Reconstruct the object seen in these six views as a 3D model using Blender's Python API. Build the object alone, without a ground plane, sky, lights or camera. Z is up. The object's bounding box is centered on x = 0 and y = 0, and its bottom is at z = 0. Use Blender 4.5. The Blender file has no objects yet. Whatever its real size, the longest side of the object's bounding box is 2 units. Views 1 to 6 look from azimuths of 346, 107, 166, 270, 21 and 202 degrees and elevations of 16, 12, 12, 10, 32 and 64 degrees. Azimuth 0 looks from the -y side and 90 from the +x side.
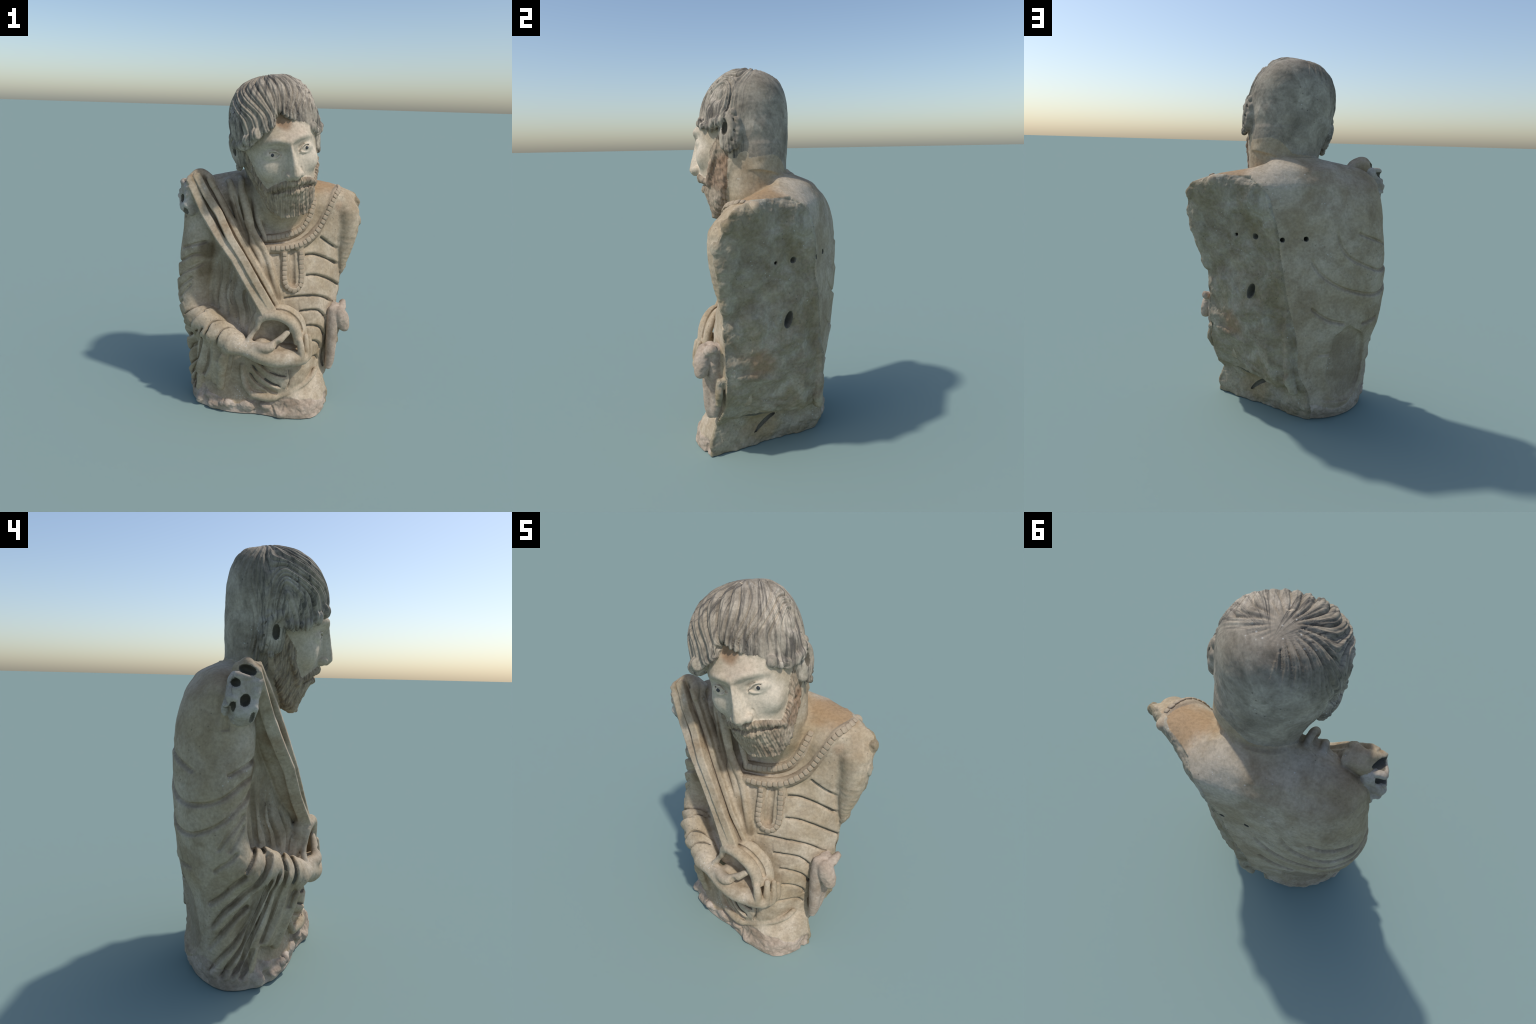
# Weathered limestone half-figure of a bearded man holding a scroll.
# The carving is described as a blend of solids (lofts, tubes, ellipsoids, folds);
# the blended solid is skinned once and its skin is divided into the parts.
import numpy as np, math

RES = 0.0037         # finest skin spacing, metres
PARTS = ["torso", "fracture_face", "plinth", "neck", "head", "hair", "beard", "ear",
         "arm", "forearm", "hanging_sleeve", "hand", "scroll", "scroll_knob",
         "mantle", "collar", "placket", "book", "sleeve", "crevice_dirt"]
ID = {n: i for i, n in enumerate(PARTS)}

# ---------------------------------------------------------------- small maths
def V(*a): return np.array(a, float)

def hermite(zs, rows, z):
    """smooth interpolation of rows (n, ...) given at heights zs, at heights z"""
    zs = np.asarray(zs, float); R = np.asarray(rows, float)
    m = np.gradient(R, zs, axis=0)
    z = np.clip(z, zs[0], zs[-1])
    i = np.clip(np.searchsorted(zs, z) - 1, 0, len(zs) - 2)
    h = zs[i + 1] - zs[i]; t = (z - zs[i]) / h
    sh = (-1,) + (1,) * (R.ndim - 1)
    t = t.reshape(sh); h = h.reshape(sh)
    return (R[i] * (2*t**3 - 3*t**2 + 1) + m[i] * h * (t**3 - 2*t**2 + t)
            + R[i+1] * (-2*t**3 + 3*t**2) + m[i+1] * h * (t**3 - t**2))

def catmull(P, n=4, closed=False):
    P = np.asarray(P, float)
    if closed: Q = np.vstack([P[-1], P, P[:2]])
    else: Q = np.vstack([2*P[0] - P[1], P, 2*P[-1] - P[-2]])
    out = []
    t = np.linspace(0, 1, n, endpoint=False)[:, None]
    for i in range(1, len(Q) - 2):
        a, b, c, d = Q[i-1], Q[i], Q[i+1], Q[i+2]
        out.append(0.5 * (2*b + (c-a)*t + (2*a-5*b+4*c-d)*t**2 + (3*b-a-3*c+d)*t**3))
    if not closed: out.append(P[-1:])
    return np.vstack(out)

def smin(a, b, k):
    if k <= 0: return np.minimum(a, b)
    h = np.maximum(k - np.abs(a - b), 0) / k
    return np.minimum(a, b) - h*h*k*0.25

def smax(a, b, k): return -smin(-a, -b, k)

def polysdf(px, py, poly):
    """signed distance of 2D points to a closed polygon"""
    d = np.full(px.shape, 1e9); inside = np.zeros(px.shape, bool)
    n = len(poly)
    for i in range(n):
        ax, ay = poly[i]; bx, by = poly[(i + 1) % n]
        ex, ey = bx - ax, by - ay
        wx, wy = px - ax, py - ay
        t = np.clip((wx*ex + wy*ey) / (ex*ex + ey*ey + 1e-12), 0, 1)
        dx, dy = wx - ex*t, wy - ey*t
        np.minimum(d, dx*dx + dy*dy, out=d)
        c = ((ay > py) != (by > py))
        if c.any(): inside ^= c & (wx < ex * wy / (ey if abs(ey) > 1e-12 else 1e-12))
    d = np.sqrt(d)
    return np.where(inside, -d, d)

def seglist(P, C, R=None):
    """nearest point on a polyline: distance (minus radius), point, arc position"""
    best = np.full(len(P), 1e9); bt = np.zeros(len(P))
    X, Y, Z = np.ascontiguousarray(P.T)
    for i in range(len(C) - 1):
        a, e = C[i], C[i+1] - C[i]
        x, y, z = X - a[0], Y - a[1], Z - a[2]
        t = np.clip((x*e[0] + y*e[1] + z*e[2]) / (e @ e + 1e-12), 0, 1)
        x -= t*e[0]; y -= t*e[1]; z -= t*e[2]
        d = x*x + y*y + z*z
        if R is not None: d = np.sqrt(d) - (R[i] + t * (R[i+1] - R[i]))
        m = d < best
        np.copyto(best, d, where=m); np.copyto(bt, i + t, where=m)
    if R is not None: return best, None, bt / (len(C) - 1)
    k = np.minimum(bt.astype(int), len(C) - 2)
    c = C[k] + (C[k+1] - C[k]) * (bt - k)[:, None]
    return np.sqrt(best), c, bt / (len(C) - 1)

def _h(i, j, k, s):
    n = (i * 374761393 + j * 668265263 + k * 2147483647 + s * 1274126177) & 0x7fffffff
    n = ((n ^ (n >> 13)) * 1274126177) & 0x7fffffff
    return ((n ^ (n >> 16)) & 0xffff) / 32767.5 - 1.0

def noise(P, f, s=0):
    """smooth value noise in -1..1"""
    Q = np.asarray(P) * f; I = np.floor(Q).astype(np.int64); w = Q - I; w = w*w*(3 - 2*w)
    r = 0
    for a in (0, 1):
        for b in (0, 1):
            for c in (0, 1):
                ww = (w[:, 0] if a else 1-w[:, 0]) * (w[:, 1] if b else 1-w[:, 1]) * (w[:, 2] if c else 1-w[:, 2])
                r = r + ww * _h(I[:, 0]+a, I[:, 1]+b, I[:, 2]+c, s)
    return r

def fbm(P, f, s=0, o=3):
    return sum(noise(P, f * 2.03**i, s + i) / 1.9**i for i in range(o)) / 1.6

def sstep(a, b, x):
    t = np.clip((x - a) / (b - a), 0, 1); return t*t*(3 - 2*t)

# ---------------------------------------------------------------- blending state
class Clay:
    def __init__(s, P):
        s.P = P; s.d = np.full(len(P), 0.4); s.lab = np.zeros(len(P), np.int8)
    def near(s, lo, hi, pad):
        if not hasattr(s, "T"): s.T = np.ascontiguousarray(s.P.T)
        lo = np.asarray(lo) - pad; hi = np.asarray(hi) + pad
        i = np.where((s.T[2] > lo[2]) & (s.T[2] < hi[2]))[0]
        x = s.T[0][i]; i = i[(x > lo[0]) & (x < hi[0])]
        y = s.T[1][i]; return i[(y > lo[1]) & (y < hi[1])]
    def put(s, idx, d, part, k=0.01):
        o = s.d[idx]
        if part is not None:
            m = d < o; l = s.lab[idx]; l[m] = ID[part]; s.lab[idx] = l
        s.d[idx] = smin(o, d, k)
    def cut(s, idx, d, k=0.006, part=None):
        o = s.d[idx]; n = smax(o, -d, k)
        if part is not None:
            m = -d > o - 0.002; l = s.lab[idx]; l[m] = ID[part]; s.lab[idx] = l
        s.d[idx] = n
    def tube(s, pts, r, part, k=0.012, n=4, cut=False, pad=0.03):
        C = catmull(pts, n) if n > 1 else np.asarray(pts, float)
        r = np.broadcast_to(np.asarray(r, float), (len(pts),)) if np.ndim(r) == 0 else np.asarray(r, float)
        R = np.interp(np.linspace(0, 1, len(C)), np.linspace(0, 1, len(r)), r)
        idx = s.near(C.min(0) - R.max(), C.max(0) + R.max(), pad)
        if not len(idx): return
        d, _, _ = seglist(s.P[idx], C, R)
        s.cut(idx, d, k, part) if cut else s.put(idx, d, part, k)
    def bar(s, pts, hw, ht, across, part, k=.004, rnd=.006):
        """flat-faced bar along a nearly straight line"""
        C = np.asarray(pts, float); e = C[-1] - C[0]; e = e/np.linalg.norm(e)
        a = np.asarray(across, float); a = a - e*(a @ e); a /= np.linalg.norm(a); n = np.cross(e, a)
        idx = s.near(C.min(0) - .05, C.max(0) + .05, .03)
        if not len(idx): return
        _, c, t = seglist(s.P[idx], C)
        q = s.P[idx] - c; u = np.abs(q @ a) - (hw - rnd); w = np.abs(q @ n) - (ht - rnd); l = np.abs(q @ e) - .002
        d = np.sqrt(np.maximum(u, 0)**2 + np.maximum(w, 0)**2 + np.maximum(l, 0)**2) + np.minimum(np.maximum(u, w), 0) - rnd
        s.put(idx, d, part, k)
    def ell(s, c, r, part, k=0.012, rot=None, cut=False, pad=0.03):
        c = np.asarray(c, float); r = np.asarray(r, float); m = r.max()
        idx = s.near(c - m, c + m, pad)
        if not len(idx): return
        q = s.P[idx] - c
        if rot is not None: q = q @ rot
        q0 = np.sqrt(((q / r)**2).sum(1)); q1 = np.sqrt(((q / r**2)**2).sum(1))
        d = q0 * (q0 - 1) / (q1 + 1e-9)
        s.cut(idx, d, k, part) if cut else s.put(idx, d, part, k)
    def box(s, c, h, part, k=0.012, rot=None, rnd=0.01, cut=False):
        c = np.asarray(c, float); h = np.asarray(h, float); m = np.linalg.norm(h)
        idx = s.near(c - m, c + m, 0.05)
        if not len(idx): return
        q = s.P[idx] - c
        if rot is not None: q = q @ rot
        q = np.abs(q) - (h - rnd)
        d = np.sqrt((np.maximum(q, 0)**2).sum(1)) + np.minimum(q.max(1), 0) - rnd
        s.cut(idx, d, k, part) if cut else s.put(idx, d, part, k)
    def fold(s, pts, up, h=0.012, w=0.05, n=5, soft=0.005, only=None, low=0.6, groove=0.006, gw=0.007, ends=.12, dirt=0):
        """overlapping cloth: the surface swells on the `up` side of the line, drops on the other, with a cut line between"""
        C = settle_curve(pts, n)
        if C is None: return
        idx = s.near(C.min(0), C.max(0), w * 2)
        idx = idx[np.abs(s.d[idx]) < 0.06]
        if only is not None: idx = idx[np.isin(s.lab[idx], [ID[o] for o in only])]
        if not len(idx): return
        d, c, t = seglist(s.P[idx], C)
        d = np.sqrt(np.maximum(d*d - s.d[idx]**2, 0))          # distance along the surface
        side = (s.P[idx] - c) @ (np.asarray(up, float) / np.linalg.norm(up))
        fade = sstep(0, ends, np.minimum(t, 1 - t)) if ends > 0 else 1
        fade = fade * sstep(w*2, w, d)
        f = np.where(side > 0, np.exp(-(d/w)**2), low * np.exp(-(d/(w*0.7))**2))
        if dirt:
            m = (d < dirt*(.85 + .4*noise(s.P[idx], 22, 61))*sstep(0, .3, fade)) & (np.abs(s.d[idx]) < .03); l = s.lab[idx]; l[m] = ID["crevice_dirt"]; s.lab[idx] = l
        s.d[idx] += (groove*np.exp(-(d/gw)**2) - h*np.clip(side/soft, -1, 1)*f) * fade

LAID, QUEUE, STAGE = {}, {}, ["plain"]
def settle_curve(pts, n):
    """fold lines are given roughly; they are laid on the unfolded body before use"""
    key = tuple(map(tuple, np.round(pts, 4)))
    if STAGE[0] == "plain": QUEUE[key] = catmull(pts, n); return None
    return LAID[key]
def lay_folds():
    STAGE[0] = "plain"; carve(np.array([[0, 0, .5]]))
    keys = list(QUEUE); P = np.vstack([QUEUE[k] for k in keys]); cut = np.cumsum([len(QUEUE[k]) for k in keys])[:-1]
    e = .004; I = np.eye(3)*e
    for _ in range(5):
        g = np.stack([carve(P + I[k])[0] - carve(P - I[k])[0] for k in range(3)], 1)
        g /= np.linalg.norm(g, axis=1)[:, None] + 1e-9
        P = P - g * np.clip(carve(P)[0], -.02, .02)[:, None] * .85
    for k, c in zip(keys, np.split(P, cut)):
        for _ in range(2): c[1:-1] = .25*c[:-2] + .5*c[1:-1] + .25*c[2:]
        LAID[k] = c
    STAGE[0] = "folded"

def rotz(a): c, s = math.cos(a), math.sin(a); return np.array([[c, -s, 0], [s, c, 0], [0, 0, 1.]])
def roty(a): c, s = math.cos(a), math.sin(a); return np.array([[c, 0, s], [0, 1, 0], [-s, 0, c]])
def rotx(a): c, s = math.cos(a), math.sin(a); return np.array([[1, 0, 0], [0, c, -s], [0, s, c]])

# ---------------------------------------------------------------- torso cross-sections
# round the body from the back edge of the fracture, over back, right arm, armpit corner,
# chest, to the front edge of the fracture; last number pair bulges the fracture face
SECT = {
 0.000: [(-0.085,0.289),(-0.160,0.300),(-0.250,0.293),(-0.340,0.258),(-0.410,0.205),(-0.455,0.150),(-0.475,0.090),(-0.462,0.020),(-0.430,-0.050),(-0.390,-0.095),(-0.350,-0.122),(-0.290,-0.168),(-0.210,-0.200),(-0.120,-0.225),(-0.060,-0.255),(0.040,-0.306),(0.200,-0.333),(0.300,-0.255),(0.355,-0.165)],
 0.080: [(-0.073,0.331),(-0.140,0.331),(-0.250,0.316),(-0.360,0.268),(-0.430,0.205),(-0.465,0.150),(-0.475,0.090),(-0.465,0.030),(-0.440,-0.020),(-0.400,-0.065),(-0.360,-0.100),(-0.290,-0.150),(-0.210,-0.185),(-0.120,-0.200),(-0.050,-0.242),(0.040,-0.292),(0.180,-0.320),(0.290,-0.250),(0.357,-0.162)],
 0.185: [(-0.056,0.334),(-0.120,0.326),(-0.250,0.311),(-0.370,0.262),(-0.440,0.205),(-0.482,0.145),(-0.488,0.090),(-0.465,0.040),(-0.430,-0.000),(-0.390,-0.030),(-0.340,-0.060),(-0.275,-0.115),(-0.195,-0.172),(-0.110,-0.218),(-0.040,-0.250),(0.050,-0.278),(0.165,-0.252),(0.285,-0.195),(0.345,-0.135)],
 0.300: [(0.004,0.350),(-0.090,0.336),(-0.250,0.320),(-0.380,0.268),(-0.455,0.208),(-0.484,0.150),(-0.485,0.090),(-0.456,0.044),(-0.430,0.000),(-0.390,-0.025),(-0.340,-0.050),(-0.275,-0.115),(-0.195,-0.172),(-0.110,-0.218),(-0.040,-0.250),(0.050,-0.270),(0.165,-0.252),(0.295,-0.137),(0.398,-0.065)],
 0.420: [(0.020,0.358),(-0.080,0.350),(-0.250,0.330),(-0.390,0.278),(-0.470,0.215),(-0.499,0.150),(-0.500,0.090),(-0.466,0.039),(-0.440,-0.005),(-0.390,-0.030),(-0.340,-0.050),(-0.275,-0.105),(-0.195,-0.155),(-0.110,-0.205),(-0.030,-0.228),(0.060,-0.232),(0.170,-0.225),(0.300,-0.152),(0.425,-0.040)],
 0.550: [(0.036,0.358),(-0.070,0.360),(-0.250,0.352),(-0.410,0.305),(-0.505,0.232),(-0.529,0.165),(-0.530,0.110),(-0.506,0.054),(-0.470,0.010),(-0.410,0.000),(-0.350,0.000),(-0.300,-0.060),(-0.225,-0.130),(-0.125,-0.200),(-0.020,-0.210),(0.070,-0.210),(0.180,-0.205),(0.310,-0.150),(0.440,-0.036)],
 0.700: [(0.075,0.356),(-0.050,0.362),(-0.230,0.366),(-0.400,0.330),(-0.515,0.243),(-0.554,0.160),(-0.552,0.110),(-0.516,0.059),(-0.470,0.025),(-0.400,0.030),(-0.368,0.040),(-0.335,-0.005),(-0.245,-0.100),(-0.135,-0.183),(-0.030,-0.190),(0.070,-0.190),(0.200,-0.185),(0.350,-0.112),(0.442,-0.040)],
 0.850: [(0.103,0.350),(-0.030,0.360),(-0.210,0.372),(-0.395,0.345),(-0.515,0.250),(-0.546,0.160),(-0.545,0.115),(-0.506,0.064),(-0.460,0.030),(-0.390,0.027),(-0.358,0.040),(-0.325,0.020),(-0.240,-0.062),(-0.120,-0.132),(-0.030,-0.160),(0.070,-0.160),(0.200,-0.150),(0.350,-0.092),(0.452,-0.035)],
 1.000: [(0.127,0.343),(0.000,0.352),(-0.190,0.370),(-0.385,0.350),(-0.500,0.260),(-0.529,0.165),(-0.530,0.120),(-0.496,0.059),(-0.450,0.018),(-0.385,0.008),(-0.345,0.020),(-0.320,0.000),(-0.240,-0.050),(-0.120,-0.105),(-0.020,-0.115),(0.080,-0.120),(0.200,-0.110),(0.340,-0.070),(0.508,-0.020)],
 1.100: [(0.140,0.342),(0.000,0.350),(-0.180,0.366),(-0.375,0.348),(-0.485,0.262),(-0.514,0.165),(-0.515,0.120),(-0.486,0.054),(-0.445,0.012),(-0.385,0.000),(-0.345,0.005),(-0.320,-0.010),(-0.230,-0.035),(-0.120,-0.050),(-0.020,-0.045),(0.080,-0.060),(0.200,-0.075),(0.340,-0.075),(0.540,-0.018)],
 1.200: [(0.168,0.341),(0.030,0.348),(-0.150,0.360),(-0.350,0.342),(-0.470,0.262),(-0.504,0.175),(-0.508,0.125),(-0.476,0.059),(-0.440,0.015),(-0.385,0.000),(-0.345,0.000),(-0.310,-0.005),(-0.230,-0.015),(-0.120,-0.010),(0.000,0.000),(0.100,-0.020),(0.220,-0.045),(0.350,-0.062),(0.560,0.005)],
 1.280: [(0.190,0.328),(0.050,0.334),(-0.130,0.342),(-0.320,0.325),(-0.445,0.258),(-0.484,0.185),(-0.495,0.130),(-0.466,0.069),(-0.430,0.030),(-0.385,0.015),(-0.345,0.010),(-0.310,0.000),(-0.220,-0.015),(-0.120,0.000),(0.000,0.020),(0.120,0.000),(0.250,-0.025),(0.370,-0.052),(0.560,0.040)],
 1.340: [(0.235,0.305),(0.080,0.318),(-0.120,0.330),(-0.300,0.295),(-0.410,0.245),(-0.460,0.190),(-0.480,0.140),(-0.460,0.085),(-0.420,0.055),(-0.380,0.040),(-0.340,0.030),(-0.300,0.010),(-0.210,-0.025),(-0.120,-0.010),(0.000,0.080),(0.140,0.020),(0.280,0.000),(0.400,-0.010),(0.525,0.065)],
 1.380: [(0.262,0.242),(0.100,0.285),(-0.100,0.305),(-0.270,0.262),(-0.360,0.223),(-0.420,0.190),(-0.440,0.140),(-0.420,0.100),(-0.390,0.080),(-0.360,0.070),(-0.320,0.055),(-0.280,0.030),(-0.200,-0.005),(-0.120,0.010),(0.000,0.080),(0.140,0.085),(0.250,0.060),(0.360,0.070),(0.400,0.125)],
 1.420: [(0.200,0.180),(0.100,0.245),(-0.080,0.275),(-0.220,0.235),(-0.300,0.200),(-0.350,0.170),(-0.360,0.140),(-0.350,0.120),(-0.330,0.110),(-0.300,0.100),(-0.280,0.090),(-0.250,0.080),(-0.200,0.070),(-0.120,0.060),(0.000,0.100),(0.100,0.110),(0.150,0.120),(0.180,0.130),(0.200,0.150)],
}
# just above the ledge of the foot the broken side steps outwards
SECT[.22] = list(SECT[.185])
for _i, _p in {0: (-0.04, 0.34), 1: (-0.11, 0.328), 17: (0.28, -0.165), 18: (0.365, -0.115)}.items(): SECT[.22][_i] = _p
# the shoulders close under the neck
SECT[1.47] = [(-.01 + .11*math.cos(u), .128 + .05*math.sin(u)) for u in np.linspace(.6, 2*math.pi - .05, 19)]

# swelling of the fracture face at a quarter, half and three quarters of its width
BULGE = {0.0: (0,0,0), .185: (0,0,0), .205: (0,.03,.065), .25: (.0,.03,.06), .30: (-.015,.02,.05), .42: (-.008,.025,.055), .55: (.02,.05,.06), .65: (.03,.05,.055),
         .76: (.035,.045,.03), 1.0: (.015,.012,0), 1.2: (.012,.012,0), 1.35: (.01,0,0), 1.47: (0,0,0)}

def torso_poly(z):
    zs = sorted(SECT)
    ctr = hermite(zs, [SECT[k] for k in zs], np.array([z]))[0]
    body = catmull(ctr, 3)
    a, b = ctr[-1], ctr[0]
    zb = sorted(BULGE); q = [np.interp(z, zb, [BULGE[k][i] for k in zb]) for i in range(3)]
    n = V(b[1]-a[1], -(b[0]-a[0])); n = n / (np.linalg.norm(n) + 1e-9)
    t = np.linspace(0, 1, 9)[1:-1]
    face = a + (b - a) * t[:, None] + n * np.interp(t, [0,.25,.5,.75,1], [0,*q,0])[:, None]
    return body, face, a, b, n

def loft(P, zcoord, polyfn, zlo, zhi, slope=1.0, dz=0.012):
    """signed distance to a stack of horizontal outlines"""
    d = np.full(len(P), 0.4)
    zq = np.clip(zcoord, zlo, zhi) / dz
    zk = np.floor(zq).astype(int); fr = zq - zk
    live = (zcoord > zlo - .05) & (zcoord < zhi + .05)
    order = np.argsort(zk, kind="stable"); order = order[live[order]]
    cutp = np.where(np.diff(zk[order]))[0] + 1
    cache = {}
    def outline(k):
        if k not in cache: cache[k] = polyfn(min(max(k*dz, zlo), zhi))
        return cache[k]
    for ch in np.split(order, cutp):
        if not len(ch): continue
        k = zk[ch[0]]; f = fr[ch]
        d[ch] = ((1-f)*polysdf(P[ch, 0], P[ch, 1], outline(k)) + f*polysdf(P[ch, 0], P[ch, 1], outline(k+1))) * slope
    over = np.maximum(zlo - zcoord, zcoord - zhi)
    return np.where(over > 0, np.sqrt(np.maximum(d, 0)**2 + over**2), np.maximum(d, over))

# ---------------------------------------------------------------- head frame
HO = V(-0.015, -0.08, 1.66); HA = math.radians(12.3)
HM = np.array([[math.cos(HA), 0, math.sin(HA)], [0, 1, 0], [-math.sin(HA), 0, math.cos(HA)]])
def hw(p): return HO + np.asarray(p, float) @ HM          # head -> world
def hl(P): return (P - HO) @ HM.T                         # world -> head
HROT = HM.T                                               # q @ HROT = local

FACE = {  # half outlines: brow-to-nape from the face midline round the side
 .150: [(0,-.190),(.09,-.180),(.155,-.125),(.195,-.03),(.18,.12),(0,.20)],
 .120: [(0,-.200),(.09,-.190),(.16,-.130),(.200,-.03),(.18,.12),(0,.20)],
 .060: [(0,-.228),(.09,-.215),(.165,-.140),(.205,-.03),(.19,.13),(0,.22)],
 .010: [(0,-.258),(.085,-.240),(.16,-.160),(.200,-.05),(.20,.13),(0,.23)],
 -.025:[(0,-.252),(.08,-.222),(.15,-.170),(.195,-.07),(.20,.12),(0,.23)],
 -.060:[(0,-.235),(.08,-.213),(.15,-.166),(.190,-.08),(.20,.10),(0,.23)],
 -.120:[(0,-.232),(.075,-.212),(.148,-.155),(.187,-.075),(.19,.08),(0,.22)],
 -.180:[(0,-.222),(.07,-.205),(.138,-.145),(.176,-.06),(.18,.05),(0,.20)],
 -.240:[(0,-.208),(.07,-.190),(.135,-.135),(.165,-.06),(.16,.01),(0,.10)],
 -.300:[(0,-.190),(.06,-.175),(.12,-.136),(.150,-.07),(.14,-.02),(0,.03)],
 -.360:[(0,-.158),(.06,-.146),(.11,-.123),(.135,-.08),(.12,-.04),(0,.0)],
 -.410:[(0,-.136),(.05,-.128),(.09,-.112),(.10,-.09),(.09,-.06),(0,-.05)],
 -.430:[(0,-.130),(.04,-.130),(.07,-.115),(.075,-.10),(.06,-.085),(0,-.075)],
}
SKULL = {  # front, back, half width, squareness handled by a plain ellipse
 -.20: (.02,.233,.185), -.15: (-.02,.234,.19), -.05: (-.10,.236,.203), .05: (-.16,.237,.216), .13: (-.17,.230,.220),
 .20: (-.165,.208,.208), .25: (-.14,.190,.185), .30: (-.09,.150,.14), .322: (-.04,.096,.08), .332: (-.01,.04,.03)}
# hair mass: reach from the skull axis by bearing (minus = his right), and how it shrinks with height
HAIR_AZ = [-180,-150,-120,-90,-65,-49,-28,-15,0,15,30,48,69,90,120,150,180]
HAIR_R  = [.230,.230,.232,.246,.266,.276,.270,.256,.238,.228,.226,.230,.243,.244,.238,.234,.230]
HAIR_Z  = [-.05,0,.08,.14,.20,.25,.297,.321,.335]
HAIR_S  = [.93,.97,1,.985,.92,.81,.62,.43,.16]
def hair_reach(az, z):
    return np.interp(np.degrees(az), HAIR_AZ, HAIR_R) * hermite(HAIR_Z, np.array(HAIR_S)[:, None], np.atleast_1d(np.asarray(z, float)))[:, 0]
def hair_dist(L):
    yc = .03*np.clip(L[:, 2]/.33, 0, 1.1)**2
    az = np.arctan2(L[:, 0], -(L[:, 1] - yc))
    az2 = az
    R = np.interp(np.degrees(az2), HAIR_AZ, HAIR_R)
    S = hermite(HAIR_Z, np.array(HAIR_S)[:, None], L[:, 2])[:, 0]
    rho = np.hypot(L[:, 0], L[:, 1] - yc)
    slope = np.where(L[:, 2] > .15, np.interp(L[:, 2], [.15,.25,.30,.34], [1,.75,.55,.4]), 1)
    d = (rho - R*S) * slope
    return np.maximum(d, np.maximum(L[:, 2] - .337, -.06 - L[:, 2]))

def face_poly(z):
    zs = sorted(FACE); c = hermite(zs, [FACE[k] for k in zs], np.array([z]))[0]
    full = np.vstack([c, c[-2:0:-1] * [-1, 1]])
    return catmull(full, 4, True)
def ell_poly(T):
    zs = sorted(T); rows = [T[k] for k in zs]
    th = np.linspace(0, 2*np.pi, 48, endpoint=False)
    def f(z):
        yf, yb, w = hermite(zs, rows, np.array([z]))[0]
        w = max(w, .01); c = (yf+yb)/2; r = max((yb-yf)/2, .01)
        e = 1.0
        return np.c_[w*np.sign(np.cos(th))*np.abs(np.cos(th))**e, c + r*np.sign(np.sin(th))*np.abs(np.sin(th))**e]
    return f
NECK = {1.04: (.06,.10,.14,.13), 1.15: (.05,.065,.158,.135), 1.25: (.045,.035,.168,.165), 1.35: (.04,.012,.175,.160),
        1.45: (.036,-.006,.182,.156), 1.55: (.022,-.008,.186,.158), 1.62: (.01,-.014,.188,.160)}
def neck_poly(z):
    zs = sorted(NECK); cx, cy, rx, ry = hermite(zs, [NECK[k] for k in zs], np.array([z]))[0]
    th = np.linspace(0, 2*np.pi, 36, endpoint=False)
    return np.c_[cx + rx*np.cos(th), cy + ry*np.sin(th)]
NOSE = {.015: (-.262,.028), -.04: (-.274,.021), -.10: (-.284,.027), -.15: (-.294,.035), -.185: (-.293,.041), -.203: (-.272,.040)}
def nose_poly(z):
    zs = sorted(NOSE); t, w = hermite(zs, [NOSE[k] for k in zs], np.array([z]))[0]
    return np.array([(0,t),(.35*w,t+.006),(w*.75,t+.03),(w,-.222),(w*1.1,-.19),(-w*1.1,-.19),(-w,-.222),(-w*.75,t+.03),(-.35*w,t+.006)])

FRINGE_AL = np.radians([0, 4, 10, 17, 25, 37, 47, 57, 68, 78, 88, 100, 112, 180])
FRINGE_L = [.132, .118, .102, .088, .066, .030, .003, -.010, -.012, .0, .02, .03, -.02, -.3]
FRINGE_AR = np.radians([0, 6, 9, 12, 18, 26, 32, 43, 52, 62, 75, 88, 100, 112, 180])
FRINGE_R = [.132, .146, .128, .105, .078, .064, .058, .028, .004, -.012, -.008, .03, .03, -.02, -.3]

# ---------------------------------------------------------------- the carving
def carve(P):
    c = Clay(P)
    # body
    d = loft(P, P[:, 2], lambda z: np.vstack(torso_poly(z)[:2]), 0.0, 1.47)
    body = P[:, 2] > -1
    c.d = d; c.lab[:] = ID["torso"]
    # right arm region by position on the section
    arm = (P[:, 0] < -0.345 - 0.12*sstep(.02, .3, P[:, 1])) & (P[:, 2] > 0.56) & (P[:, 2] < 1.30)
    c.lab[arm] = ID["arm"]
    c.lab[P[:, 2] < 0.105 + .03*np.sin(P[:, 0]*11 + 1) + .03*noise(P, 9, 71)] = ID["plinth"]
    # neck
    i = c.near((-.2,-.25,1.02), (.3,.25,1.66), .05)
    if len(i): c.put(i, loft(P[i], P[i, 2], neck_poly, 1.04, 1.62), "neck", 0.03)
    head(c)
    left_sleeve(c); mantle(c); collar(c); placket(c); book(c)
    arm_and_sleeve(c); lower_drape(c); scroll(c); hand(c)
    folds(c); fracture(c); plinth(c)
    return c.d, c.lab

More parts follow.
